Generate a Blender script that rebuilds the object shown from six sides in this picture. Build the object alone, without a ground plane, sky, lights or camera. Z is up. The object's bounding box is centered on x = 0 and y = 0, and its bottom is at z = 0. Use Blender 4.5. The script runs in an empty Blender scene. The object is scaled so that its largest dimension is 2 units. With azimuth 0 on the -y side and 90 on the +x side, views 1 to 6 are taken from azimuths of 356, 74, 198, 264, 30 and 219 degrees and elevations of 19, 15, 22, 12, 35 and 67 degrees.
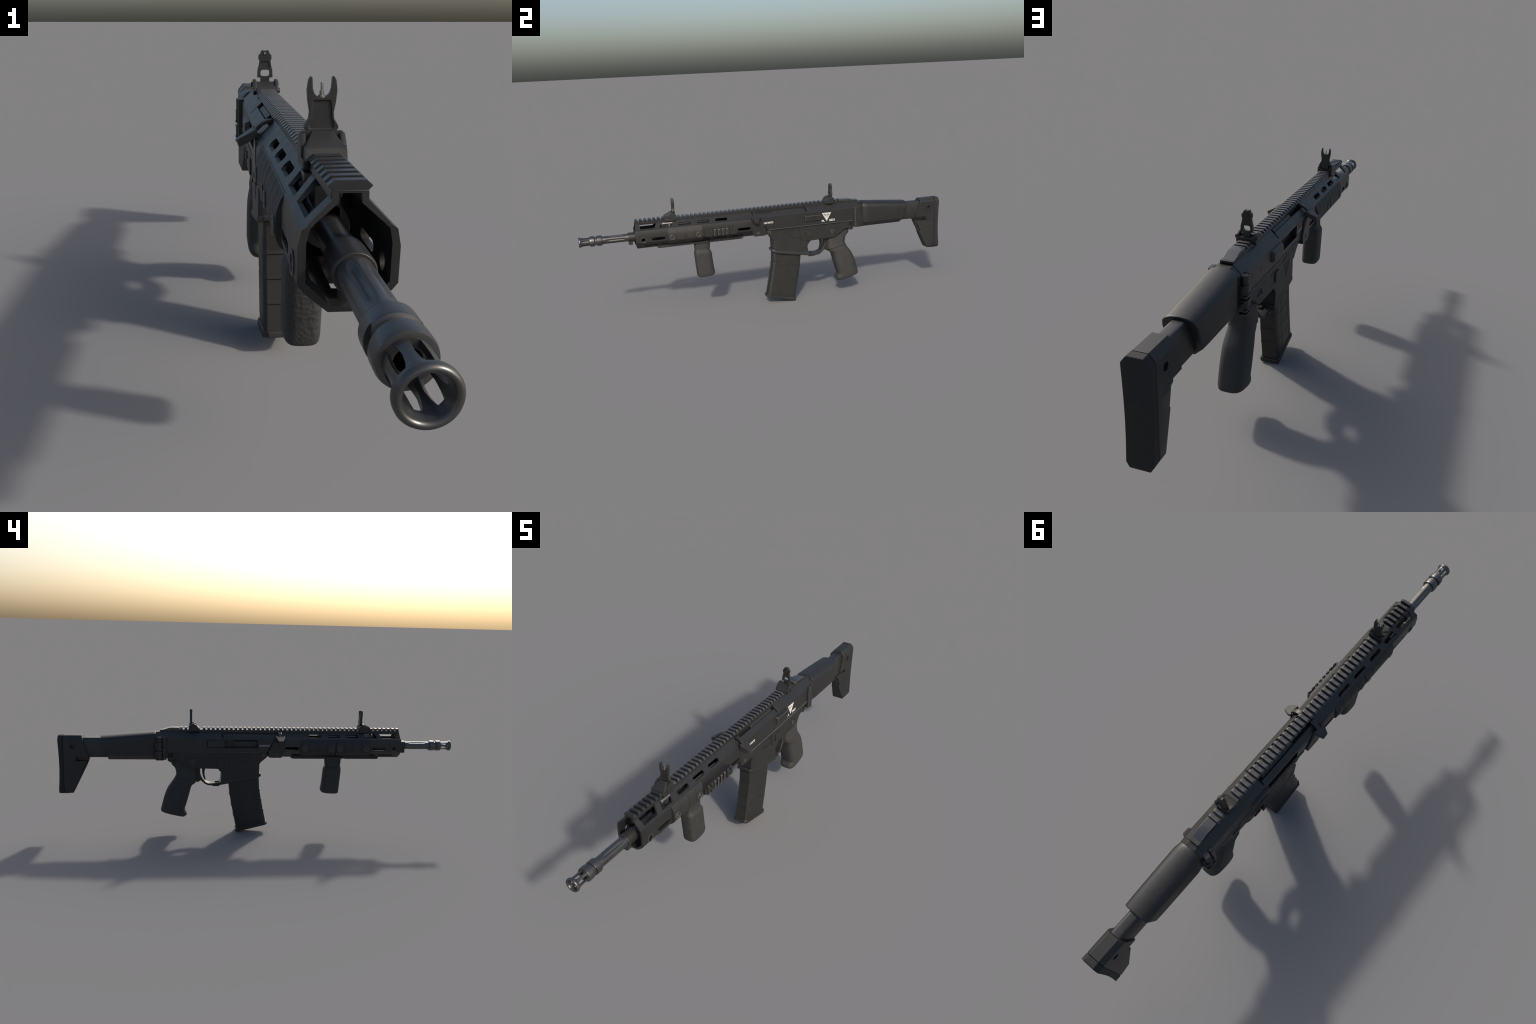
import bpy, bmesh, math, random
from mathutils import Vector, Matrix
random.seed(7)
rad = math.radians

# ------------------------------------------------------------------ materials
def material(name, col, rough, metal=0.0, spec=0.5, vary=0.12, scale=40.0,
             bump=0.0, bump_scale=600.0, bump_zone=None, wear=None, rough_vary=0.08, patch=None):
    m = bpy.data.materials.new(name)
    m.use_nodes = True
    n, l = m.node_tree.nodes, m.node_tree.links
    b = n["Principled BSDF"]
    tc = n.new("ShaderNodeTexCoord")
    nz = n.new("ShaderNodeTexNoise"); nz.inputs["Scale"].default_value = scale
    nz.inputs["Detail"].default_value = 6
    l.new(tc.outputs["Object"], nz.inputs["Vector"])
    rp = n.new("ShaderNodeValToRGB")
    rp.color_ramp.elements[0].position = 0.3
    rp.color_ramp.elements[1].position = 0.7
    lo = [c * (1 - vary) for c in col]; hi = [c * (1 + vary) for c in col]
    rp.color_ramp.elements[0].color = (*lo, 1)
    rp.color_ramp.elements[1].color = (*hi, 1)
    l.new(nz.outputs["Fac"], rp.inputs["Fac"])
    out = rp.outputs["Color"]
    if patch:                                   # slow, large handling patches
        pc, ps = patch
        pn = n.new("ShaderNodeTexNoise"); pn.inputs["Scale"].default_value = ps
        pn.inputs["Detail"].default_value = 8
        pn.inputs["Roughness"].default_value = 0.7
        l.new(tc.outputs["Object"], pn.inputs["Vector"])
        pr = n.new("ShaderNodeValToRGB")
        pr.color_ramp.elements[0].position = 0.52
        pr.color_ramp.elements[1].position = 0.75
        l.new(pn.outputs["Fac"], pr.inputs["Fac"])
        mx = n.new("ShaderNodeMixRGB"); mx.inputs[2].default_value = (*pc, 1)
        l.new(pr.outputs["Color"], mx.inputs[0]); l.new(out, mx.inputs[1])
        out = mx.outputs[0]
    if wear:                                    # bare, rubbed edges
        ge = n.new("ShaderNodeNewGeometry")
        wr = n.new("ShaderNodeValToRGB")
        wr.color_ramp.elements[0].position = 0.54
        wr.color_ramp.elements[1].position = 0.62
        l.new(ge.outputs["Pointiness"], wr.inputs["Fac"])
        wn = n.new("ShaderNodeTexNoise"); wn.inputs["Scale"].default_value = 90
        l.new(tc.outputs["Object"], wn.inputs["Vector"])
        mu = n.new("ShaderNodeMath"); mu.operation = 'MULTIPLY'
        l.new(wr.outputs["Color"], mu.inputs[0]); l.new(wn.outputs["Fac"], mu.inputs[1])
        mx = n.new("ShaderNodeMixRGB"); mx.inputs[2].default_value = (*wear, 1)
        l.new(mu.outputs[0], mx.inputs[0]); l.new(out, mx.inputs[1])
        out = mx.outputs[0]
    l.new(out, b.inputs["Base Color"])
    mr = n.new("ShaderNodeMapRange")
    mr.inputs["To Min"].default_value = max(rough - rough_vary, .02)
    mr.inputs["To Max"].default_value = min(rough + rough_vary, 1)
    l.new(nz.outputs["Fac"], mr.inputs["Value"])
    l.new(mr.outputs[0], b.inputs["Roughness"])
    b.inputs["Metallic"].default_value = metal
    b.inputs["Specular IOR Level"].default_value = spec
    if bump:
        bn = n.new("ShaderNodeTexNoise"); bn.inputs["Scale"].default_value = bump_scale
        bn.inputs["Detail"].default_value = 3
        l.new(tc.outputs["Object"], bn.inputs["Vector"])
        bp = n.new("ShaderNodeBump"); bp.inputs["Strength"].default_value = bump
        bp.inputs["Distance"].default_value = 0.002
        h = bn.outputs["Fac"]
        if bump_zone:                           # texture pressed only into one end of the part
            bp.inputs["Distance"].default_value = 0.0045
            sx = n.new("ShaderNodeSeparateXYZ"); l.new(tc.outputs["Object"], sx.inputs[0])
            zr = n.new("ShaderNodeMapRange")
            zr.inputs["From Min"].default_value, zr.inputs["From Max"].default_value = bump_zone
            l.new(sx.outputs["Y"], zr.inputs["Value"])
            mm = n.new("ShaderNodeMath"); mm.operation = 'MULTIPLY'
            l.new(h, mm.inputs[0]); l.new(zr.outputs[0], mm.inputs[1]); h = mm.outputs[0]
        l.new(h, bp.inputs["Height"])
        l.new(bp.outputs["Normal"], b.inputs["Normal"])
    return m

M_REC = material("anodised_receiver", (0.0152, 0.0149, 0.0144), 0.42, spec=0.5)
M_LOW = material("lower_polymer", (0.0172, 0.0167, 0.0160), 0.50, spec=0.42)
M_POL = material("stock_polymer", (0.0150, 0.0147, 0.0142), 0.48, spec=0.45, bump=0.05, bump_scale=900)
M_GRIP = material("rubbery_grip", (0.0325, 0.0318, 0.0302), 0.64, spec=0.35, bump=0.25, bump_scale=320)
M_FORE = material("stippled_foregrip", (0.0305, 0.0298, 0.0284), 0.64, spec=0.35, bump=0.55, bump_scale=150, bump_zone=(-.392, -.408))
M_PANEL = material("panel_polymer", (0.0215, 0.0208, 0.0198), 0.60, spec=0.4, bump=0.12, bump_scale=700)
M_MAG = material("magazine_polymer", (0.0165, 0.0158, 0.0147), 0.52, spec=0.42, bump=0.10, bump_scale=700)
M_BARREL = material("blued_steel", (0.105, 0.104, 0.102), 0.36, metal=0.8, scale=18, vary=0.15, rough_vary=0.07)
M_STEEL = material("bare_steel", (0.34, 0.33, 0.31), 0.32, metal=0.9)
M_RAIL = material("rail_black", (0.0170, 0.0170, 0.0172), 0.36, spec=0.6)
M_TOOTH = material("rail_tooth_metal", (0.085, 0.087, 0.091), 0.32, metal=0.75, spec=0.6)
M_SIGHT = material("sight_black", (0.0200, 0.0190, 0.0175), 0.46, spec=0.45)
M_SCREW = material("worn_screw", (0.0300, 0.0290, 0.0275), 0.40, metal=0.3)
M_EDGE_GLINT = material("painted_edge_glint", (0.13, 0.125, 0.115), 0.42, metal=0.4, vary=0.35, scale=120)
M_EDGE_SHEEN = material("painted_edge_sheen", (0.045, 0.043, 0.039), 0.42, vary=0.3, scale=120)
M_DARK = material("deep_black", (0.006, 0.006, 0.006), 0.6)
M_PAD = material("butt_rubber", (0.0190, 0.0190, 0.0188), 0.70, spec=0.3, bump=0.1, bump_scale=900)
M_WHITE = material("white_paint", (0.72, 0.70, 0.66), 0.6, vary=0.05)
M_GREYTXT = material("grey_paint", (0.36, 0.38, 0.40), 0.6, vary=0.05)

# ------------------------------------------------------------------ helpers
ROOT = bpy.data.objects.new("assault_rifle", None)
bpy.context.collection.objects.link(ROOT)
ROOT["label"] = "black modern assault rifle with sights, foregrip and magazine"
ROOT["category"] = "rifle"

def link(o):
    bpy.context.collection.objects.link(o); return o

def raw(bm, name="tmp"):
    bmesh.ops.recalc_face_normals(bm, faces=bm.faces)
    me = bpy.data.meshes.new(name); bm.to_mesh(me); bm.free()
    return link(bpy.data.objects.new(name, me))

def bake(o):
    dg = bpy.context.evaluated_depsgraph_get(); dg.update()
    me = bpy.data.meshes.new_from_object(o.evaluated_get(dg))
    old = o.data; o.modifiers.clear(); o.data = me
    bpy.data.meshes.remove(old)
    return o

def drop(*os):
    for o in os:
        me = o.data; bpy.data.objects.remove(o)
        if me and me.users == 0: bpy.data.meshes.remove(me)

def cut(o, *tools, op='DIFFERENCE'):
    for t in tools:
        md = o.modifiers.new("b", 'BOOLEAN'); md.operation = op
        md.object = t; md.solver = 'EXACT'
    bake(o); drop(*tools); return o

def finish(o, name, parent, mat, bevel=0.0012, seg=2, angle=30, smooth=38, edge=None):
    """bevel the edges, weight the normals, name it and hang it in the tree"""
    o.data.materials.clear(); o.data.materials.append(mat)
    if edge: o.data.materials.append(edge)
    o.data.polygons.foreach_set("material_index", [0] * len(o.data.polygons))
    if bevel:
        bv = o.modifiers.new("bv", 'BEVEL'); bv.width = bevel; bv.segments = seg
        bv.limit_method = 'ANGLE'; bv.angle_limit = rad(angle)
        bv.use_clamp_overlap = True
        if edge: bv.material = 1                # bevel faces take a lighter colour that paints edge highlights
        bake(o)
    me = o.data
    me.polygons.foreach_set("use_smooth", [True] * len(me.polygons))
    me.set_sharp_from_angle(angle=rad(smooth))
    wn = o.modifiers.new("wn", 'WEIGHTED_NORMAL'); wn.keep_sharp = True; wn.weight = 60
    bake(o)
    o.name = name; o.data.name = name; o.parent = parent
    return o

def poly_prism(pts, axis, a, b):
    """extrude a closed polygon; axis 'x': pts are (y,z); 'y': (x,z); 'z': (x,y)"""
    def p3(p, t):
        return {'x': (t, p[0], p[1]), 'y': (p[0], t, p[1]), 'z': (p[0], p[1], t)}[axis]
    bm = bmesh.new()
    va = [bm.verts.new(p3(p, a)) for p in pts]; vb = [bm.verts.new(p3(p, b)) for p in pts]
    bm.faces.new(va); bm.faces.new(vb[::-1])
    n = len(pts)
    for i in range(n):
        bm.faces.new((va[i], va[(i + 1) % n], vb[(i + 1) % n], vb[i]))
    return raw(bm)

def box(x0, x1, y0, y1, z0, z1):
    return poly_prism([(x0, y0), (x1, y0), (x1, y1), (x0, y1)], 'z', z0, z1)

def mirrored(half):
    """half outline (x>=0, top to bottom) -> full closed (x,z) outline"""
    return [(x, z) for x, z in half] + [(-x, z) for x, z in reversed(half) if x > 1e-6]

def loft(rings, cap=True):
    bm = bmesh.new(); vs = [[bm.verts.new(p) for p in r] for r in rings]; n = len(rings[0])
    for a, b in zip(vs, vs[1:]):
        for i in range(n):
            bm.faces.new((a[i], a[(i + 1) % n], b[(i + 1) % n], b[i]))
    if cap:
        bm.faces.new(vs[0][::-1]); bm.faces.new(vs[-1])
    return raw(bm)

def lathe_y(profile, cx=0, cz=0, seg=40, mod=None):
    """profile: list of (y, r); mod(y, theta) scales r"""
    rings = []
    for y, r in profile:
        ring = []
        for i in range(seg):
            t = 2 * math.pi * i / seg
            rr = r * (mod(y, t) if mod else 1)
            ring.append((cx + rr * math.cos(t), y, cz + rr * math.sin(t)))
        rings.append(ring)
    return loft(rings)

def tube_y(profile, inner, cz, seg=48):
    """hollow turned part: outer (y, r) profile closed by an inner (y, r) profile"""
    bm = bmesh.new(); prof = profile + inner[::-1]
    vs = []
    for y, r in prof:
        vs.append([bm.verts.new((r * math.cos(2 * math.pi * i / seg), y, cz + r * math.sin(2 * math.pi * i / seg)))
                   for i in range(seg)])
    m = len(vs)
    for k in range(m):
        a, b = vs[k], vs[(k + 1) % m]
        for i in range(seg):
            bm.faces.new((a[i], a[(i + 1) % seg], b[(i + 1) % seg], b[i]))
    return raw(bm)

def cyl(axis, c, r, a, b, seg=24):
    pts = [(r * math.cos(2 * math.pi * i / seg), r * math.sin(2 * math.pi * i / seg)) for i in range(seg)]
    return poly_prism([(c[0] + u, c[1] + v) for u, v in pts], axis, a, b)

def slot_pts(y0, y1, z0, z1, n=5):
    """stadium outline in (y,z)"""
    r = (z1 - z0) / 2; zc = (z0 + z1) / 2; out = []
    for s, yc in ((1, y1 - r), (-1, y0 + r)):
        for i in range(n + 1):
            a = -math.pi / 2 + math.pi * i / n
            out.append((yc + s * r * math.cos(a), zc + s * r * math.sin(a)))
    return out

def round_rect(cx, cy, hx, hy, r, n=4):
    out = []
    for sx, sy, a0 in ((1, 1, 0), (-1, 1, 90), (-1, -1, 180), (1, -1, 270)):
        for i in range(n + 1):
            a = rad(a0 + 90 * i / n)
            out.append((cx + sx * (hx - r) + r * math.cos(a), cy + sy * (hy - r) + r * math.sin(a)))
    return out

def join(*os):
    bm = bmesh.new()
    for o in os: bm.from_mesh(o.data)
    drop(*os)
    me = bpy.data.meshes.new("j"); bm.to_mesh(me); bm.free()
    return link(bpy.data.objects.new("j", me))

def repeat(src, placements, parent):
    for i, mtx in enumerate(placements):
        if i == 0:
            src.matrix_world = mtx; continue
        o = src.copy(); o.matrix_world = mtx; o.parent = parent
        link(o)
    return src

# ------------------------------------------------------------------ key sizes
AX = 0.4520                       # bore height
SEAM = 0.421                      # upper / lower receiver split
PITCH = 0.02275

# ================================================================== BARREL
def flute(y, t):
    e = min(max((y + 0.872) / 0.02, 0), 1) * min(max((-0.765 - y) / 0.02, 0), 1)
    g = max(0.0, math.cos(6 * t)) ** 0.9
    return 1 - 0.15 * g * e
bar_y = [-0.89 + 0.0055 * i for i in range(26)] + [-0.74, -0.6, -0.4]
barrel = finish(lathe_y([(y, 0.0196) for y in bar_y], 0, AX, 60, flute), "barrel", ROOT, M_BARREL, 0, smooth=60)

collar = tube_y([(-0.884, .0200), (-0.886, .0252), (-0.889, .0262), (-0.907, .0262), (-0.911, .0252), (-0.913, .0200),
                 (-0.919, .0200), (-0.921, .0252), (-0.924, .0264), (-0.941, .0264), (-0.945, .0252), (-0.946, .0205)],
                [(-0.884, .012), (-0.946, .012)], AX)
cut(collar, box(.0205, .04, -.925, -.908, .43, .475), box(-.04, -.0205, -.925, -.908, .43, .475))
finish(collar, "muzzle_collar", barrel, M_BARREL, 0, smooth=35)
cage = tube_y([(-0.944, .0205), (-0.96, .0202), (-0.978, .0206), (-0.988, .0222)],
              [(-0.944, .0150), (-0.96, .0150), (-0.978, .0160), (-0.988, .0176)], AX, 72)
sl = []
for k in range(6):
    a = rad(60 * k + 10)
    pts = [(-0.9865, .0030), (-0.978, .0048), (-0.966, .0058), (-0.954, .0052), (-0.9465, .0042),
           (-0.9465, -.0042), (-0.954, -.0052), (-0.966, -.0058), (-0.978, -.0048), (-0.9865, -.0030)]
    # outline in (tangent, y) extruded radially
    t = poly_prism([(w, y) for y, w in pts], 'z', 0.009, 0.03)
    t.data.transform(Matrix.Translation((0, 0, AX)) @ Matrix.Rotation(a, 4, 'Y'))
    sl.append(t)
cut(cage, *sl)
finish(cage, "flash_hider", barrel, M_BARREL, 0.0006, 1)
ring = tube_y([(-0.986, .0210), (-0.9885, .0240), (-0.992, .0260), (-0.9965, .0260), (-0.9995, .0244), (-1.0, .0222), (-0.9995, .0203)],
              [(-0.986, .0172), (-0.991, .0176), (-0.997, .0186)], AX, 56)
finish(ring, "muzzle_ring", barrel, M_BARREL, 0, smooth=60)

# gas block near the handguard mouth, with its lug underneath
gb = tube_y([(-0.70, .0242), (-0.752, .0242), (-0.756, .0228)], [(-0.70, .0175), (-0.756, .0175)], AX, 40)
finish(gb, "barrel_nut", barrel, M_SIGHT, 0.0008)
lug = poly_prism([(-.014, .44), (.014, .44), (.014, .418), (.011, .4145), (-.011, .4145), (-.014, .418)], 'y', -.7545, -.735)
finish(lug, "bayonet_lug", barrel, M_SIGHT, 0.001)
# gas system seen through the windows
gs = join(cyl('y', (0, AX), .030, -.585, -.535, 32), cyl('y', (0, .497), .015, -.575, -.30, 24),
          box(-.017, .017, -.585, -.535, .455, .505))
finish(gs, "gas_system", barrel, M_BARREL, 0.0015)
reg = join(cyl('y', (.019, .508), .007, -.574, -.522, 16), cyl('y', (.019, .508), .0095, -.578, -.570, 16),
           box(.012, .026, -.548, -.538, .480, .508))
finish(reg, "gas_regulator", barrel, M_STEEL, 0.001)
regl = join(box(-.027, -.012, -.560, -.527, .505, .515), box(-.027, -.016, -.550, -.536, .485, .507))
finish(regl, "gas_lever", barrel, M_BARREL, 0.0015)

# ================================================================== HANDGUARD
hg_out = mirrored([(.0195, .5275), (.0195, .5195), (.0460, .4925), (.0512, .4890), (.0552, .470), (.0552, .428),
                   (.049, .420), (.0195, .393)])
hg_in = mirrored([(.0120, .5270), (.0125, .5165), (.0425, .4900), (.046, .474), (.046, .430), (.016, .401)])
hg = poly_prism(hg_out, 'y', -.7215, -.04)
cutters = [poly_prism(hg_in, 'y', -.80, -.116)]
# rear end: roof stops at the charging slot, flanks follow the raked receiver front
cutters.append(poly_prism([(-.1125, .56), (-.1125, .4900), (-.0740, .4900), (-.0315, .4190), (-.0400, .4100), (-.0400, .38), (.05, .38), (.05, .56)], 'x', -.1, .1))
# raked mouth: the rail sits back, the floor is chamfered
cutters.append(poly_prism([(-.7145, .56), (-.7185, .494), (-.75, .494), (-.75, .56)], 'x', -.1, .1))
cutters.append(poly_prism([(-.7230, .416), (-.7150, .3925), (-.7135, .38), (-.75, .38), (-.75, .416)], 'x', -.1, .1))
for s in (1, -1):
    xa, xb = sorted((s * .0165, s * .09))
    cutters.append(poly_prism([(-.607, .5192), (-.695, .5192), (-.694, .4945), (-.622, .4945)], 'x', xa, xb))     # big window
    cutters.append(poly_prism([(-.524, .5192), (-.581, .5192), (-.597, .4945), (-.537, .4945)], 'x', xa, xb))       # second window
    for k in range(3):
        y1 = -.241 - .0965 * k
        cutters.append(poly_prism(slot_pts(y1 - .066, y1, .4955, .5085, 3), 'x', xa, xb))
    xa, xb = sorted((s * .03, s * .09))
    for k in range(6):
        y1 = -.121 - .09 * k
        cutters.append(poly_prism(slot_pts(y1 - .071, y1, .434, .449, 3), 'x', xa, xb))
    cutters.append(cyl('x', (-.684, .441), .0115, xa, xb, 20))
    for k in range(6):                                     # slots in the lower slanted facets
        y1 = -.16 - .09 * k
        t = poly_prism([(-.006, y1 - .07), (.006, y1 - .07), (.006, y1), (-.006, y1)], 'z', -.02, .02)
        t.data.transform(Matrix.Translation((s * .035, 0, .407)) @ Matrix.Rotation(rad(137) * s, 4, 'Y'))
        cutters.append(t)
for k in range(5):                                         # slots in the floor
    y1 = -.13 - .115 * k
    cutters.append(box(-.007, .007, y1 - .075, y1, .38, .41))
cut(hg, *cutters)
handguard = finish(hg, "handguard", ROOT, M_REC, 0.0012)
# bushings for a sling hook
for s in (1, -1):
    rim = tube_y([(0, .0150), (.0025, .0150)], [(0, .0112), (.0025, .0112)], 0, 28)
    rim.data.transform(Matrix.Translation((s * .0548, -.684, .441)) @ Matrix.Rotation(rad(-90 * s), 4, 'Z'))
    finish(rim, "sling_hole_rim", handguard, M_SCREW, 0.0008, edge=M_EDGE_GLINT)

# clip-on side panels (left: two, right: one)
def side_panel(s, y0, y1):
    sec = [(.0500, .4905), (.0560, .4800), (.0610, .4660), (.0622, .4560), (.0622, .4300), (.0575, .4190), (.0440, .4065), (.0440, .488)]
    o = poly_prism([(s * x, z) for x, z in sec], 'y', y0, y1)
    tools = []
    L = y1 - y0
    for f in (.25, .5, .75):
        y = y0 + L * f
        inner = [(.049, .4940), (.0548, .4795), (.0598, .4655), (.0610, .4560), (.0610, .4300), (.0565, .4195), (.044, .4075)]
        outer = [(.080, .4075), (.080, .4940)]
        tools.append(poly_prism([(s * x, z) for x, z in inner + outer], 'y', y - .0009, y + .0009))
    cut(o, *tools)
    return finish(o, "grip_panel", handguard, M_PANEL, 0.0022, 2, angle=40)
PANELS = [(-1, -.379, -.202), (-1, -.558, -.3825), (1, -.558, -.3805)]
for s, a, b in PANELS: side_panel(s, a, b)

def screw(r=.0135):
    rim = tube_y([(0, r), (.0022, r), (.003, r - .001)], [(0, r - .0028), (.0022, r - .0028), (.003, r - .0022)], 0, 28)
    head = lathe_y([(0, r * .70), (.0014, r * .70), (.002, r * .62)], seg=24)
    hex_ = tube_y([(0.0005, r * .42), (.0026, r * .40)], [(0.0005, r * .22), (.0026, r * .22)], 0, 6)
    o = join(rim, head, hex_)
    return finish(o, "screw", handguard, M_SCREW, 0.0006, 1, edge=M_EDGE_GLINT)
spots = [(-1, -.222), (-1, -.358), (-1, -.402), (-1, -.539), (1, -.402), (1, -.539)]
repeat(screw(), [Matrix.Translation((s * .0620, y, .4425)) @ Matrix.Rotation(rad(-90 * s), 4, 'Z') for s, y in spots], handguard)

# accessory rail on the right side
sr = poly_prism([(.0540, .4600), (.0680, .4590), (.0680, .4300), (.0540, .4290)], 'y', -.378, -.199)
side_rail = finish(sr, "side_rail", ROOT, M_RAIL, 0.001)
tooth_pts = [(.0660, .4585), (.0705, .4645), (.0755, .4600), (.0755, .4290), (.0705, .4245), (.0660, .4300)]
def srail_tooth(w):
    o = poly_prism(tooth_pts, 'y', -w / 2, w / 2)
    return finish(o, "side_rail_tooth", side_rail, M_SCREW, 0.0013, 1, edge=M_EDGE_GLINT)
repeat(srail_tooth(.0115), [Matrix.Translation((0, y, 0)) for y in (-.3177, -.2957, -.2745, -.2523)], side_rail)
for yc in (-.351, -.2205):
    o = poly_prism(tooth_pts, 'y', yc - .018, yc + .018)
    cut(o, box(.0700, .08, yc - .0062, yc + .0062, .4510, .470), box(.0700, .08, yc - .0062, yc + .0062, .42, .4360),
        cyl('x', (yc, .4445), .0105, .0700, .09, 16))
    finish(o, "rail_end_block", side_rail, M_SCREW, 0.0012, 1, edge=M_EDGE_GLINT)
    ye = -.3775 if yc < -.3 else -.1995
    finish(poly_prism([(.0640, .4575), (.0725, .4590), (.0725, .4300), (.0640, .4310)], 'y', ye - .0015, ye + .0015), "rail_end_plate", side_rail, M_SCREW, 0.0008, 1, edge=M_EDGE_GLINT)
    h = cyl('x', (yc, .4445), .0068, .066, .0748, 20)
    cut(h, box(.0735, .08, yc - .001, yc + .001, .43, .46))
    finish(h, "rail_screw", side_rail, M_SCREW, 0.0005, edge=M_EDGE_SHEEN)

# low panels along the floor, fore and aft of the foregrip
for a, b in ((-.335, -.158), (-.612, -.427)):
    o = poly_prism([(a, .3965), (a, .386), (a + .008, .3835), (b - .012, .3835), (b, .387), (b, .3965)], 'x', -.024, .024)
    tools = [box(-.03, .03, a + (b - a) * f - .0009, a + (b - a) * f + .0009, .375, .3848) for f in (.25, .5, .75)]
    cut(o, *tools)
    finish(o, "floor_panel", handguard, M_PANEL, 0.0018)

# ================================================================== UPPER RECEIVER
up_sec = mirrored([(.0192, .5275), (.0192, .5200), (.0455, .4955), (.0500, .4905), (.0505, .4235), (.0485, .419), (.030, .417)])
up = poly_prism(up_sec, 'y', -.1130, .503)
tools = [poly_prism([(-.20, .4895), (-.0700, .4895), (-.0275, .4190), (-.0275, .40), (-.20, .40)], 'x', -.1, .1)]   # raked front
for s in (1, -1):
    # charging handle slot under the rail
    xs = lambda a, b: sorted((s * a, s * b))
    tools.append(poly_prism([(s * .0160, .5215), (s * .0160, .498), (s * .0300, .498), (s * .0315, .5215)], 'y', -.1065, .197))
    tools.append(poly_prism([(s * .0160, .5215), (s * .0160, .4950), (s * .0600, .4950), (s * .06, .5215)], 'y', .190, .197))
    # dust cover recess only on the left, shallow line on the right
tools.append(box(-.06, -.0250, .016, .183, .4395, .4825))
tools.append(box(.0497, .06, .02, .178, .4285, .4300))
cut(up, *tools)
upper = finish(up, "upper_receiver", ROOT, M_REC, 0.0013)
# bolt carrier visible in the slot
for s in (1, -1):
    bc = poly_prism([(s * .0165, .500), (s * .0292, .500), (s * .0255, .5080), (s * .0165, .5150)], 'y', .012, .178)
    finish(bc, "bolt_carrier", upper, M_SIGHT, 0.001)
# bolt body lying in the open ejection port
finish(poly_prism([(-.0245, .4400), (-.0300, .4400), (-.0310, .4640), (-.0275, .4745), (-.0245, .4790)], 'y', .0165, .140), "bolt_body", upper, M_SIGHT, 0.001, edge=M_EDGE_SHEEN)
finish(poly_prism([(-.0500, .4380), (-.0500, .4420), (-.0512, .4425), (-.0518, .4405), (-.0512, .4380)], 'y', .016, .183), "ejection_port_lip", upper, M_REC, 0.0004)
# case deflectors
for s in (1, -1):
    o = loft([[(s * .048, y, z) for y, z in ((.177, .480), (.273, .480), (.273, .441), (.177, .441))],
              [(s * .0600, y, z) for y, z in ((.183, .4745), (.268, .4745), (.268, .4465), (.183, .4465))]])
    finish(o, "case_deflector", upper, M_REC, 0.0020, 3, edge=M_EDGE_SHEEN if s > 0 else M_REC)
    for yy in (.205, .247):
        finish(cyl('x', (yy, .4605), .005, s * .055, s * .0606, 16), "deflector_bolt", upper, M_REC, 0.0005)
    # ledge along the split line, coloured pale for skylight on its top
    o = poly_prism([(s * .046, .4224), (s * .0528, .4222), (s * .0532, .4212), (s * .0526, .4200), (s * .046, .4195)], 'y', -.024, .464)
    finish(o, "receiver_ledge", upper, M_EDGE_GLINT, 0.0005, 1)
    for yy, zz, r in ((.363, .4585, .0075), (.431, .468, .005), (.456, .452, .005), (-.004, .4785, .006), (-.043, .477, .006), (-.004, .4375, .006)):
        t = cyl('x', (yy, zz), r, s * .045, s * .0510, 20)
        finish(t, "receiver_rivet", upper, M_REC, 0.0006)
# rear end cap of the roof
cap = poly_prism([(.405, .526), (.409, .5385), (.455, .5385), (.503, .5225), (.503, .5165), (.522, .5155), (.522, .4975), (.45, .50)], 'x', -.0188, .0188)
finish(cap, "rear_roof_cap", upper, M_TOOTH, 0.0012, edge=M_EDGE_GLINT)
back = loft([[(x, .503, z) for x, z in mirrored([(.019, .5185), (.0445, .4950), (.0475, .492), (.0475, .388), (.04, .380), (.012, .378)])],
             [(x, .5235, z) for x, z in mirrored([(.019, .5165), (.0425, .4955), (.0465, .490), (.0465, .388), (.04, .380), (.012, .378)])]])
finish(back, "stock_adapter", upper, M_REC, 0.0012)
tail = poly_prism([(.462, .424), (.503, .424), (.503, .381), (.474, .381), (.464, .395)], 'x', -.047, .047)
finish(tail, "receiver_tail", upper, M_REC, 0.0012)
# locking bar on the right side
o = poly_prism([(.0460, .466), (.0560, .4675), (.0595, .473), (.0595, .494), (.056, .499), (.0460, .500)], 'z', .3865, .4965)
finish(o, "stock_latch", upper, M_REC, 0.0015, edge=M_EDGE_SHEEN)
o = poly_prism([(.0470, .4995), (.0520, .500), (.0520, .524), (.0470, .524)], 'z', .408, .450)
finish(o, "latch_button", upper, M_LOW, 0.0015)
# folding hinge on the left side
HX, HY = -.0535, .5035
knuckles = [(.470, .4965, .0118), (.4375, .469, .0132), (.4215, .435, .0100), (.395, .4205, .0132), (.3835, .394, .0112)]
for a, b, r in knuckles:
    k = join(cyl('z', (HX, HY), r, a, b, 24))
    finish(k, "hinge_knuckle", upper, M_REC, 0.001, edge=M_EDGE_SHEEN)
for a, b in ((.4375, .469), (.395, .4205)):
    finish(box(-.058, -.030, .503, .527, a + .001, b - .001), "hinge_leaf", upper, M_REC, 0.0012)
for a, b in ((.4335, .4375), (.4220, .4245), (.3925, .3955), (.381, .385)):
    finish(poly_prism(round_rect(HX + .002, .503, .0165, .0200, .006), 'z', a, b), "hinge_plate", upper, M_SCREW, 0.0008, edge=M_EDGE_GLINT)
finish(box(-.0605, -.045, .472, .4885, .383, .4975), "hinge_mount", upper, M_REC, 0.0015)
finish(lathe_y([(0, .0095), (.0012, .0095)], seg=20), "hinge_pin", upper, M_SCREW, 0.0004)
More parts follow.
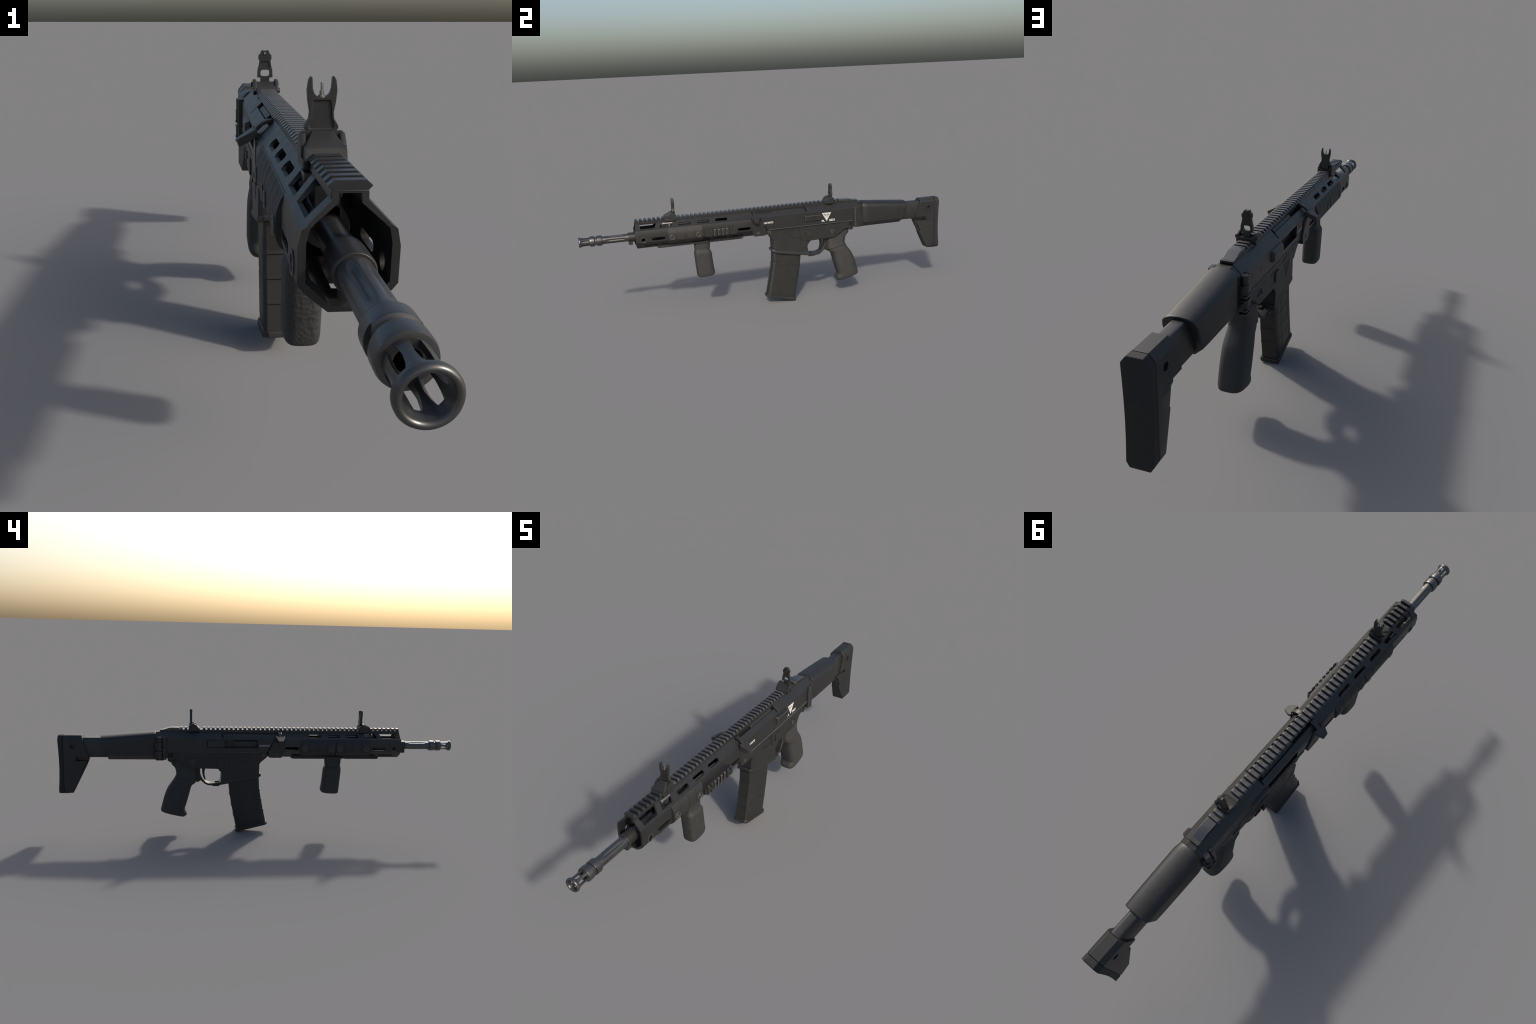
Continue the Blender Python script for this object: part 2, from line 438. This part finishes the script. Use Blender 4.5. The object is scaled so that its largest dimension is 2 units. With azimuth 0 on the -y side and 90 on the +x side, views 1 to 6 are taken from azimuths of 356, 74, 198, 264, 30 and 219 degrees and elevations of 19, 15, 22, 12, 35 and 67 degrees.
bpy.data.objects["hinge_pin"].matrix_world = Matrix.Translation((HX, HY, .4960)) @ Matrix.Rotation(rad(90), 4, 'X')

# trunnion blocks joining the handguard to the receiver
for s in (1, -1):
    pts = [(-.0375, .430), (-.0375, .404), (-.043, .394), (-.103, .394), (-.114, .410), (-.117, .482), (-.108, .492), (-.080, .480)]
    o = poly_prism(pts, 'x', s * .030, s * .0572)
    finish(o, "trunnion", upper, M_REC, 0.0025, 3)
    o = join(cyl('x', (-.081, .4105), .0075, s * .05, s * .0585), cyl('x', (-.081, .4105), .0045, s * .05, s * .0592))
    finish(o, "trunnion_pin", upper, M_SCREW, 0.0009, edge=M_EDGE_GLINT)

# ================================================================== TOP RAIL
rail_base = poly_prism(mirrored([(.0202, .5297), (.0202, .5205), (.0125, .5190)]), 'y', -.7148, .43)
cut(rail_base, box(-.0112, .0112, -.8, -.11, .50, .5272))
rail = finish(rail_base, "top_rail", ROOT, M_RAIL, 0.0006, 1)
tooth_sec = mirrored([(.0168, .5405), (.0242, .5342), (.0190, .5290), (.0180, .5275)])
tooth = poly_prism(tooth_sec, 'y', -.0058, .0058)
plain = finish(tooth, "rail_tooth", rail, M_RAIL, 0.0008, 2)
tooth = poly_prism(tooth_sec, 'y', -.0060, .0060)
cut(tooth, box(-.03, .03, -.0010, .0012, .5393, .55))
tooth = finish(tooth, "rail_tooth", rail, M_TOOTH, 0.0007, 1, edge=M_EDGE_GLINT)
repeat(plain, [Matrix.Translation((0, -.7135 + .0229 * k + .0048, 0)) for k in range(7)], rail)
ys = [.0115 + PITCH * k for k in range(-22, 13)] + [.0115 + PITCH * k for k in (16, 17)]
repeat(tooth, [Matrix.Translation((0, y, 0)) for y in ys], rail)

# ================================================================== FRONT SIGHT
fsb = poly_prism([(-.568, .531), (-.562, .546), (-.532, .5625), (-.520, .5625), (-.516, .551), (-.505, .548), (-.505, .528), (-.560, .528)], 'x', -.0265, .0265)
t1 = poly_prism([(.0265, .5455), (.013, .5635), (.04, .58), (.04, .5455)], 'y', -.60, -.528)
t2 = poly_prism([(-.0265, .5455), (-.013, .5635), (-.04, .58), (-.04, .5455)], 'y', -.60, -.528)
cut(fsb, t1, t2, box(-.015, .015, -.526, -.50, .545, .58))
front_sight = finish(fsb, "front_sight", ROOT, M_SIGHT, 0.001)
for s in (1, -1):
    o = poly_prism([(-.545, .531), (-.545, .548), (-.530, .5605), (-.519, .5605), (-.508, .552), (-.505, .531)], 'x', s * .022, s * .0295)
    finish(o, "sight_ear", front_sight, M_SIGHT, 0.0015)
    o = poly_prism([(-.562, .532), (-.562, .519), (-.508, .519), (-.508, .532)], 'x', s * .0205, s * .0285)
    finish(o, "sight_clamp", front_sight, M_SIGHT, 0.002)
half = [(0, .6035), (.006, .6050), (.0100, .6085), (.0122, .6150), (.0130, .6285), (.0150, .6298), (.0175, .6250), (.0192, .6130),
        (.0180, .5990), (.0155, .5850), (.0165, .5770), (.0215, .5690), (.0225, .5650), (.0175, .5600), (.0130, .5590), (.0130, .5470), (0, .5470)]
outline = half + [(-x, z) for x, z in reversed(half[1:-1])]
blade = poly_prism(outline, 'y', -.5215, -.5095)
panel = [(.0105, .6000), (.0125, .5900), (.0130, .5780), (.0165, .5690), (.0150, .5645)]
panel = panel + [(-x, z) for x, z in reversed(panel)]
cut(blade, poly_prism(panel, 'y', -.53, -.5195))
finish(blade, "sight_blade", front_sight, M_SIGHT, 0.0012)
post = join(cyl('z', (0, -.5155), .0048, .600, .6065, 16), cyl('z', (0, -.5155), .0030, .606, .6120, 14), cyl('z', (0, -.5155), .0018, .6115, .6225, 12))
finish(post, "sight_post", front_sight, M_STEEL, 0.0004, 1)

# ================================================================== REAR SIGHT
rsb = poly_prism([(.305, .531), (.308, .537), (.322, .5475), (.334, .5545), (.345, .5545), (.345, .548), (.361, .548), (.361, .529), (.308, .529)], 'x', -.024, .024)
rear_sight = finish(rsb, "rear_sight", ROOT, M_SIGHT, 0.0012)
for s in (1, -1):
    o = poly_prism([(.309, .534), (.322, .552), (.335, .560), (.348, .560), (.359, .553), (.3605, .534), (.352, .524), (.318, .524)], 'x', s * .0225, s * .0310)
    finish(o, "sight_ear", rear_sight, M_SIGHT, 0.0018)
    finish(cyl('x', (.352, .5465), .0062, s * .024, s * .0345, 18), "sight_pivot", rear_sight, M_SIGHT, 0.0006)
finish(cyl('x', (.334, .5335), .0065, .028, .0360, 18), "sight_screw", rear_sight, M_SCREW, 0.0008)
half = [(0, .6275), (.004, .6275), (.006, .6290), (.0095, .6265), (.0110, .6210), (.0155, .6170), (.0160, .6090), (.0135, .6030), (.0150, .5930),
        (.0180, .5820), (.0190, .5640), (.0110, .5635), (.0110, .5480), (0, .5480)]
outline = half + [(-x, z) for x, z in reversed(half[1:-1])]
blade = poly_prism(outline, 'y', .3445, .3560)
cut(blade, cyl('y', (0, .6215), .0028, .33, .37, 16), poly_prism(round_rect(0, .5745, .0112, .0078, .006), 'y', .33, .37),
    poly_prism([(-.0095, .6025), (.0095, .6025), (.0125, .5870), (-.0125, .5870)], 'y', .33, .3465))
finish(blade, "sight_blade", rear_sight, M_SIGHT, 0.0012)
hood = tube_y([(.3435, .0050), (.3570, .0050)], [(.3435, .0024), (.3570, .0024)], .6215, 20)
finish(hood, "peep_ring", rear_sight, M_SIGHT, 0.0006)

# ================================================================== CHARGING HANDLES
for s in (1, -1):
    path = [(.022, .5175), (.034, .5165), (.043, .5125), (.050, .5060), (.056, .5000), (.064, .4955)]
    rings = []
    for i, (x, z) in enumerate(path):
        x2, z2 = path[min(i + 1, len(path) - 1)]; x1, z1 = path[max(i - 1, 0)]
        dx, dz = x2 - x1, z2 - z1; L = math.hypot(dx, dz); nx, nz = -dz / L, dx / L
        h = .0036
        rings.append([(s * (x + nx * h), -.1045, z + nz * h), (s * (x + nx * h), -.0865, z + nz * h),
                      (s * (x - nx * h), -.0865, z - nz * h), (s * (x - nx * h), -.1045, z - nz * h)])
    arm = loft(rings)
    handle_top = finish(arm, "charging_handle", ROOT, M_SIGHT, 0.0015)
    # knob: a five-sided tab, sloping down and outwards
    plan = [(.0600, -.104), (.0555, -.110), (.0545, -.1185), (.0700, -.1175), (.0905, -.1070), (.0920, -.0850), (.0700, -.0740), (.0545, -.0720), (.0555, -.081), (.0600, -.086)]
    bm = bmesh.new()
    def zt(x): return .5060 - (x - .055) * .62
    top = [bm.verts.new((s * x, y, zt(x))) for x, y in plan]
    bot = [bm.verts.new((s * (x - .004), y, zt(x) - .0145)) for x, y in plan]
    bm.faces.new(top); bm.faces.new(bot[::-1]); n = len(plan)
    for i in range(n): bm.faces.new((top[i], top[(i + 1) % n], bot[(i + 1) % n], bot[i]))
    finish(raw(bm), "handle_knob", handle_top, M_SIGHT, 0.0015, 2)

# ================================================================== LOWER RECEIVER
W = .0415
body = [(-.028, .4195), (-.037, .412), (-.0375, .402), (-.030, .393), (.001, .366), (.0045, .355), (.0045, .2905), (.020, .2865), (.160, .2590), (.198, .2545),
        (.198, .285), (.1945, .300), (.1975, .314), (.209, .3265), (.215, .3335), (.345, .3365), (.363, .342), (.418, .3785), (.434, .3795), (.452, .366), (.466, .376), (.468, .4195)]
lw = poly_prism(body, 'x', -W, W)
tools = [cyl('x', (.448, .402), .0085, -.1, .1, 20)]
for s in (1, -1):   # magazine well stands in from the pin lug, wedge-shaped relief
    tools.append(poly_prism([(.055, .4035), (.1505, .4000), (.1505, .3880), (.105, .3955)], 'x', s * (W - .0015), s * .1))
    # front corners of the magazine well are planed off
    tools.append(poly_prism([(s * .030, -.1), (s * .030, .0005), (s * .0435, .022), (s * .1, .022), (s * .1, -.1)], 'z', .20, .360))
cut(lw, *tools)
lower = finish(lw, "lower_receiver", ROOT, M_LOW, 0.002, 3)
for s in (1, -1):
    # pin lug and the band under the split line
    pts = [(-.028, .4190), (-.0365, .412), (-.0370, .402), (-.030, .3935), (.004, .3800), (.0335, .4095), (.153, .4095), (.153, .4190)]
    finish(poly_prism(pts, 'x', s * .036, s * .0429), "pin_lug", lower, M_LOW, 0.0010)
    # trigger housing stands proud of the magazine well
    pts = [(.153, .4185), (.150, .408), (.158, .352), (.170, .3385), (.215, .3360), (.345, .3385), (.362, .344), (.416, .3805), (.436, .3815), (.452, .372), (.462, .382), (.464, .4185)]
    o = poly_prism(pts, 'x', s * .035, s * .0448)
    cut(o, cyl('x', (.448, .402), .0085, -.1, .1, 20))
    finish(o, "trigger_housing", lower, M_LOW, 0.0018, 3)
    pr = round_rect(.2015, .3705, .0175, .0185, .005)
    finish(poly_prism(pr, 'x', s * .042, s * .0492), "magazine_release", lower, M_LOW, 0.0022, 3)
    for za, zb in ((.3895, .3915), (.3525, .3545)):
        finish(box(*sorted((s * .044, s * .0457)), .222, .262, za, zb), "housing_rib", lower, M_LOW, 0.0006)
    o = join(tube_y([(0, .0112), (.005, .0105)], [(0, .0060), (.005, .0060)], 0, 24))
    o.data.transform(Matrix.Translation((s * .0440, .339, .3722)) @ Matrix.Rotation(rad(-90 * s), 4, 'Z'))
    sel = finish(o, "selector_switch", lower, M_SCREW, 0.0012, edge=M_EDGE_GLINT)
    finish(poly_prism([(.345, .3760), (.370, .3735), (.372, .3710), (.370, .3690), (.345, .3690)], 'x', s * .044, s * .0480), "selector_lever", lower, M_SCREW, 0.001, edge=M_EDGE_SHEEN)
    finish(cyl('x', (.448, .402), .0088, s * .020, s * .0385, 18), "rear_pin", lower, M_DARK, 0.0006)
    finish(cyl('x', (.339, .3722), .0062, s * .040, s * .0462, 18), "selector_hub", lower, M_LOW, 0.0006)
    o = join(cyl('x', (-.0165, .4045), .0085, s * .036, s * .0440, 20), cyl('x', (-.0165, .4045), .0048, s * .036, s * .0450, 16))
    finish(o, "takedown_pin", lower, M_SCREW, 0.0010, edge=M_EDGE_GLINT)
    finish(tube_y([(0, .0112), (.0022, .0108)], [(0, .0082), (.0022, .0082)], 0, 24), "rear_pin_rim", lower, M_LOW, 0.0005)
    last = bpy.data.objects[[ob.name for ob in bpy.data.objects if ob.name.startswith("rear_pin_rim")][-1]]
    last.matrix_world = Matrix.Translation((s * .0445, .448, .402)) @ Matrix.Rotation(rad(-90 * s), 4, 'Z')
# bolt catch on the right
o = poly_prism([(.099, .377), (.102, .364), (.130, .3640), (.168, .3680), (.170, .3640), (.128, .3600), (.101, .3600), (.096, .364), (.096, .377)], 'x', .040, .0445)
finish(o, "bolt_catch", lower, M_LOW, 0.0010)
# rim round the mouth of the magazine well
def well_ring(off, yf, dz):
    # (x,y,z) ring following the raked mouth
    out = []
    for x, y in [(-.0415 - off * .55, .205), (-.0415 - off * .55, .022), (-.029 - off * .6, -.0005 - off), (.029 + off * .6, -.0005 - off), (.0415 + off * .55, .022), (.0415 + off * .55, .205)]:
        z = .2905 - max(0, y) * .178
        if y < .01: z = .2930 + (0.01 - y) * .25
        out.append((x, y, z + dz))
    return out
o = loft([well_ring(.000, 0, .012), well_ring(.0042, 0, .006), well_ring(.0042, 0, -.002), well_ring(.0015, 0, -.004)])
finish(o, "magazine_well_rim", lower, M_LOW, 0.0012)
# trigger guard: a flat band bent round the trigger
gp = [(.1955, .2580), (.2050, .2540), (.2200, .2520), (.2420, .2500), (.2640, .2510), (.2800, .2590), (.2940, .2720), (.3030, .2880), (.3090, .3050), (.3100, .3220), (.3060, .3370)]
rings = []
for i, (y, z) in enumerate(gp):
    y2, z2 = gp[min(i + 1, len(gp) - 1)]; y1, z1 = gp[max(i - 1, 0)]
    dy, dz = y2 - y1, z2 - z1; L = math.hypot(dy, dz); ny, nz = -dz / L, dy / L
    h = .0052 if i > 3 else .0060; w = .0290 if i < 5 else max(.0190, .0290 - .0028 * (i - 4))
    rings.append([(-w, y + ny * h, z + nz * h), (w, y + ny * h, z + nz * h), (w, y - ny * h, z - nz * h), (-w, y - ny * h, z - nz * h)])
finish(loft(rings), "trigger_guard", lower, M_LOW, 0.003, 3)
finish(poly_prism([(.304, .337), (.322, .337), (.322, .258), (.312, .262), (.300, .268)], 'x', -.0185, .0185), "guard_rear_web", lower, M_LOW, 0.002)
finish(box(-.0325, .0325, .206, .240, .2420, .2500), "guard_latch", lower, M_LOW, 0.0015)
finish(box(-.006, .006, .208, .228, .2570, .2640), "magazine_catch_tip", lower, M_LOW, 0.0015)
tp = [(.284, .340, .0090), (.2855, .325, .0075), (.2870, .310, .0060), (.2855, .295, .0050), (.2820, .282, .0045), (.2770, .270, .0038)]
rings = []
for y, z, h in tp:
    rings.append([(-.0065, y - h, z), (.0065, y - h, z), (.0065, y + h, z + .001), (-.0065, y + h, z + .001)])
finish(loft(rings), "trigger", lower, M_DARK, 0.0025, 3)

# ================================================================== MAGAZINE
# curved body: front and rear side curves in (y,z), matched by station
MF = [(.0060, .300), (.0035, .262), (.0010, .225), (-.0055, .190), (-.0125, .155), (-.0195, .120), (-.0275, .083), (-.0370, .0420)]
MR = [(.1600, .272), (.1570, .236), (.1525, .201), (.1465, .164), (.1395, .128), (.1320, .092), (.1240, .053), (.1140, .0060)]
def mag_pt(u, v):
    """u 0 front..1 rear, v 0 top..1 bottom"""
    f = v * (len(MF) - 1); i = min(int(f), len(MF) - 2); t = f - i
    a = (MF[i][0] + (MF[i + 1][0] - MF[i][0]) * t, MF[i][1] + (MF[i + 1][1] - MF[i][1]) * t)
    b = (MR[i][0] + (MR[i + 1][0] - MR[i][0]) * t, MR[i][1] + (MR[i + 1][1] - MR[i][1]) * t)
    return (a[0] + (b[0] - a[0]) * u, a[1] + (b[1] - a[1]) * u)
def mag_section(v, grow=0.0, hw=.0305):
    L = .157
    ring = []
    for u, x in ((-grow / L, hw * .80), (.07, hw + grow), (.93, hw + grow), (1 + grow / L, hw * .86),
                 (1 + grow / L, -hw * .86), (.93, -hw - grow), (.07, -hw - grow), (-grow / L, -hw * .80)):
        y, z = mag_pt(u, v); ring.append((x, y, z))
    return ring
rings = []
ribs = (.30, .52, .74)
stations = [(0, 0)]
for r in ribs:
    stations += [(r - .016, -.0002), (r - .012, .0024), (r + .012, .0024), (r + .020, -.0002)]
stations += [(1, 0)]
# ribs only run round the front and the rear spine, so sides keep their width
for v, g in stations:
    r = mag_section(v, 0)
    L = .157
    for idx, u in ((0, -g / L), (7, -g / L), (3, 1 + g / L), (4, 1 + g / L)):
        y, z = mag_pt(u, v); r[idx] = (r[idx][0], y, z)
    rings.append(r)
magazine = finish(loft(rings), "magazine", ROOT, M_MAG, 0.0012, 2, angle=25)
# waffle panels on both sides
for s in (1, -1):
    rows = [(.17, .335), (.345, .545), (.555, .755), (.765, .95)]
    cols = [(.10, .195), (.21, .66), (.675, .90)]
    for ri, (v0, v1) in enumerate(rows):
        for ci, (u0, u1) in enumerate(cols):
            dv = (.035, 0, -.02)[ci]; dw = (0, -.02, -.02)[ci]      # panel rows step in a chevron
            quad = [mag_pt(u0, v0 + dv), mag_pt(u1, v0 + dw), mag_pt(u1, v1 + dw - .012), mag_pt(u0, v1 + dv - .012)]
            o = poly_prism(quad, 'x', s * .0290, s * .0314)
            finish(o, "magazine_panel", magazine, M_MAG, 0.0006, 1)
def base_ring(v, g, dx):
    out = []
    for u, x in ((-.045 - g, .022), (.03 - g, .034 + dx), (.985 + g, .034 + dx), (1.03 + g, .030), (1.03 + g, -.030), (.985 + g, -.034 - dx), (.03 - g, -.034 - dx), (-.045 - g, -.022)):
        y, z = mag_pt(u, v); out.append((x, y, z))
    return out
o = loft([base_ring(.950, -.012, -.001), base_ring(.962, 0, .001), base_ring(1.0, 0, .001)])
# extend downwards to the ground
bm = bmesh.new(); bm.from_mesh(o.data)
zmin = min(v.co.z for v in bm.verts)
for v in bm.verts: v.co.z -= zmin if v.co.z < .0 or True else 0
bm.to_mesh(o.data); bm.free()
finish(o, "magazine_base_plate", magazine, M_MAG, 0.0018, 2)

# ================================================================== PISTOL GRIP
def smooth_loft(stations, n=28, power=3.0, sub=4):
    """stations: (front(y,z), rear(y,z), half width); superellipse sections, Catmull-Rom between them"""
    def cr(p0, p1, p2, p3, t):
        return .5 * (2 * p1 + (p2 - p0) * t + (2 * p0 - 5 * p1 + 4 * p2 - p3) * t * t + (3 * p1 - p0 - 3 * p2 + p3) * t ** 3)
    flat = [(a[0], a[1], b[0], b[1], w) for a, b, w in stations]
    dense = []
    for i in range(len(flat) - 1):
        p0, p1, p2, p3 = flat[max(i - 1, 0)], flat[i], flat[i + 1], flat[min(i + 2, len(flat) - 1)]
        for k in range(sub):
            dense.append(tuple(cr(*(q[j] for q in (p0, p1, p2, p3)), k / sub) for j in range(5)))
    dense.append(flat[-1])
    rings = []
    for fy, fz, by, bz, w in dense:
        ring = []
        for i in range(n):
            t = 2 * math.pi * i / n; c, s = math.cos(t), math.sin(t)
            ex = 2.0 / power
            u = .5 - .5 * math.copysign(abs(c) ** ex, c); x = w * math.copysign(abs(s) ** ex, s)
            ring.append((x, fy + (by - fy) * u, fz + (bz - fz) * u))
        rings.append(ring)
    return loft(rings)
GW = .0410
st = [((.3170, .3460), (.4520, .3900), .0300), ((.3175, .3260), (.4480, .3540), .0310), ((.3180, .3100), (.4300, .3330), .0320), ((.3190, .2850), (.4235, .3070), .0335), ((.3260, .2560), (.4310, .2830), .0365),
      ((.3440, .2420), (.4460, .2600), .0390), ((.3520, .2180), (.4645, .2330), GW), ((.3620, .1800), (.4800, .1975), .0415), ((.3725, .1430), (.4920, .1550), .0415),
      ((.3790, .1200), (.5000, .1220), .0412), ((.3715, .1030), (.5010, .1120), .0400), ((.3690, .0900), (.4965, .1065), .0385), ((.3800, .0790), (.4850, .1030), .0340)]
grip = finish(smooth_loft(st, 32, 3.2), "pistol_grip", ROOT, M_GRIP, 0, smooth=50)
# the web above the palm, a slightly wider sleeve with a lip
st = [((.3175, .3440), (.4515, .3880), .0325), ((.3176, .3270), (.4475, .3535), .0330), ((.3178, .3100), (.4305, .3335), .0340), ((.3180, .2820), (.4240, .3050), .0362), ((.3200, .2670), (.4262, .2930), .0380), ((.3235, .2635), (.4270, .2890), .0345)]
finish(smooth_loft(st, 32, 3.6), "grip_sleeve", grip, M_GRIP, 0, smooth=45)

# ================================================================== FOREGRIP
st = [((-.4215, .3870), (-.3360, .3870), .0215), ((-.4200, .3600), (-.3375, .3600), .0220), ((-.4185, .3460), (-.3395, .3440), .0235), ((-.4215, .3350), (-.3340, .3340), .0295),
      ((-.4225, .3250), (-.3310, .3240), .0315), ((-.4200, .2800), (-.3275, .2800), .0315), ((-.4170, .2400), (-.3235, .2400), .0312), ((-.4150, .2120), (-.3205, .2180), .0308),
      ((-.4120, .2015), (-.3260, .2060), .0285), ((-.4040, .1985), (-.3360, .2020), .0240)]
foregrip = finish(smooth_loft(st, 36, 3.4), "foregrip", ROOT, M_FORE, 0, smooth=50)
finish(box(-.0255, .0255, -.428, -.332, .3835, .3945), "foregrip_mount", foregrip, M_PANEL, 0.002)

# ================================================================== STOCK
def stock_ring(y, w, ztop, zbot, keel=.022, skew=0.0):
    zs = ztop - .031
    pts = []
    for i in range(9):                                   # arched comb
        a = math.pi * i / 8
        c, s = math.cos(a), math.sin(a)
        pts.append((w * math.copysign(abs(c) ** .82, c), zs + (ztop - zs) * s ** .82))
    pts += [(-w, .440), (-w, .404), (-w * .96, .4000), (-keel - .002, zbot + .0015), (-keel, zbot), (keel, zbot), (keel + .002, zbot + .0015), (w * .96, .4000), (w, .404), (w, .440)]
    return [(x, y - max(0.0, (ztop - .012 - z)) * skew, z) for x, z in pts]
rings = [stock_ring(.5235, .0440, .5180, .377), stock_ring(.5350, .0470, .5185, .377), stock_ring(.553, .0502, .5165, .377),
         stock_ring(.640, .0502, .5090, .377), stock_ring(.735, .0500, .5005, .377, skew=.12), stock_ring(.790, .0490, .4955, .377, skew=.36), stock_ring(.7935, .0475, .4935, .378, skew=.36)]
stock = finish(loft(rings), "stock", ROOT, M_POL, 0.0012, 2, angle=35, smooth=42)
tube_sec = mirrored([(.010, .4855), (.0175, .4835), (.0225, .4760), (.0290, .4400), (.0295, .400), (.0260, .389), (.012, .3865)])
finish(poly_prism(tube_sec, 'y', .70, .90), "buffer_tube", stock, M_REC, 0.002, 3)

# ================================================================== BUTT
prof = [(.8860, .4965), (.9735, .4965), (.9735, .2045), (.9310, .2075), (.8625, .3470), (.8505, .3770), (.8495, .3875)]
bt = poly_prism(prof, 'x', -.0364, .0352)
tools = []
for s in (1, -1):
    tools.append(poly_prism([(s * .0185, .4985), (s * .0380, .4735), (s * .08, .4735), (s * .08, .52), (s * .0185, .52)], 'y', .7, 1.1))
    tools.append(poly_prism([(s * .0230, .2000), (s * .0380, .2270), (s * .08, .2270), (s * .08, .19), (s * .023, .19)], 'y', .7, 1.1))
    tools.append(poly_prism([(s * .0160, .3680), (s * .0385, .3990), (s * .08, .3990), (s * .08, .3680)], 'y', .80, .915))
    # slanted flank: lower front thins towards the leading edge
    tools.append(poly_prism([(s * .0100, .8350), (s * .0365, .9660), (s * .08, .9660), (s * .08, .8350)], 'z', .15, .374))
    tools.append(cyl('x', (.930, .4440), .0115, s * .024, s * .08, 20))
tools.append(poly_prism([(.8585, .3560), (.8720, .3560), (.8920, .3060), (.8785, .3060)], 'x', .0110, .05))
tools.append(poly_prism([(.8585, .3560), (.8720, .3560), (.8920, .3060), (.8785, .3060)], 'x', -.05, -.0110))
cut(bt, *tools)
butt = finish(bt, "butt_stock", ROOT, M_POL, 0.0015)
for s in (1, -1):
    rim = tube_y([(0, .0155), (.0012, .0150)], [(0, .0113), (.0012, .0113)], 0, 28)
    rim.data.transform(Matrix.Translation((s * .0356, .930, .4440)) @ Matrix.Rotation(rad(-90 * s), 4, 'Z'))
    finish(rim, "sling_socket_rim", butt, M_POL, 0.0005)
pad_prof = [(.9750, .4965), (.9975, .4960), (1.0, .4930), (1.0, .4720), (.9975, .430), (.9955, .385), (.9945, .330), (.9960, .280), (.9990, .235), (1.0, .2200), (1.0, .2065), (.9750, .2045)]
pd = poly_prism(pad_prof, 'x', -.0370, .0352)
tools = []
for s in (1, -1):
    tools.append(poly_prism([(s * .0185, .4990), (s * .0385, .4735), (s * .08, .4735), (s * .08, .52), (s * .0185, .52)], 'y', .7, 1.1))
    tools.append(poly_prism([(s * .0230, .2000), (s * .0385, .2270), (s * .08, .2270), (s * .08, .19), (s * .023, .19)], 'y', .7, 1.1))
cut(pd, *tools)
finish(pd, "butt_pad", butt, M_PAD, 0.0018)
finish(box(-.034, .034, .970, .978, .23, .47), "pad_core", butt, M_DARK, 0)

# ================================================================== MARKINGS
def text(body, size, side, y, z, mat, width=None, parent=upper, x=.0505):
    cu = bpy.data.curves.new("lettering", 'FONT'); cu.body = body; cu.size = size
    cu.extrude = .00025; cu.align_x = 'CENTER'; cu.align_y = 'CENTER'; cu.offset = .0002
    o = link(bpy.data.objects.new("lettering", cu))
    dg = bpy.context.evaluated_depsgraph_get(); dg.update()
    me = bpy.data.meshes.new_from_object(o.evaluated_get(dg))
    bpy.data.objects.remove(o)
    o = link(bpy.data.objects.new("lettering", me))
    xs = [v.co.x for v in me.vertices]
    sx = width / (max(xs) - min(xs)) if width else 1
    # text plane: right side reads along +y, left side along -y
    R = Matrix(((0, 0, 1, 0), (1, 0, 0, 0), (0, 1, 0, 0), (0, 0, 0, 1))) if side > 0 else Matrix(((0, 0, -1, 0), (-1, 0, 0, 0), (0, 1, 0, 0), (0, 0, 0, 1)))
    me.transform(Matrix.Translation((side * (x + .0003), y, z)) @ R @ Matrix.Diagonal((sx, 1, 1, 1)))
    me.materials.clear(); me.materials.append(mat); o.parent = parent
    return o
text("5.56 NATO", .0135, 1, -.0235, .4595, M_WHITE, .053)
text("PL", .0140, 1, .2865, .4365, M_WHITE, .017)
text("2021", .0155, 1, .3385, .4375, M_WHITE, .032)
text("KN37477", .0120, -1, -.0185, .4540, M_GREYTXT, .052)

def tri_frame(side, yc, ztop, hw, h, t, x0, x1, mat, parent):
    """hollow downward-pointing triangle"""
    def tri(k): # inset k
        hh = h - k * 3.1; ww = hw - k * 1.75
        return [(yc - ww, ztop - k), (yc + ww, ztop - k), (yc, ztop - k - hh)]
    a, b = tri(0), tri(t)
    bm = bmesh.new()
    rows = []
    for x in (x0, x1):
        rows.append(([bm.verts.new((side * x, *p)) for p in a], [bm.verts.new((side * x, *p)) for p in b]))
    for i in range(3):
        j = (i + 1) % 3
        for o_, i_ in rows: bm.faces.new((o_[i], o_[j], i_[j], i_[i]))
        bm.faces.new((rows[0][0][i], rows[0][0][j], rows[1][0][j], rows[1][0][i]))
        bm.faces.new((rows[0][1][i], rows[0][1][j], rows[1][1][j], rows[1][1][i]))
    o = raw(bm); o.data.materials.append(mat); o.name = "emblem"; o.data.name = "emblem"; o.parent = parent
    return o
tri_frame(1, .3065, .4805, .0260, .0460, .0022, .0500, .0510, M_WHITE, upper)
tri_frame(1, .3065, .4765, .0190, .0335, .0024, .0500, .0510, M_WHITE, upper)
# inner figure of the emblem: an upright with two cross strokes
for a, b, c, d in ((.3050, .3080, .4480, .4730), (.2985, .3145, .4705, .4730), (.3000, .3130, .4640, .4662), (.2998, .3022, .4570, .4650), (.3108, .3130, .4580, .4650)):
    o = box(.0500, .0511, a, b, c, d); o.data.materials.append(M_WHITE); o.name = "emblem"; o.parent = upper
# blind emblem raised on the left of the magazine well
tri_frame(-1, .0875, .3785, .0315, .0590, .0020, .0410, .0421, M_LOW, lower)
tri_frame(-1, .0875, .3725, .0215, .0400, .0016, .0410, .0421, M_LOW, lower)
o = box(-.0421, -.041, .0860, .0890, .3400, .3700); o.data.materials.append(M_LOW); o.name = "emblem"; o.parent = lower
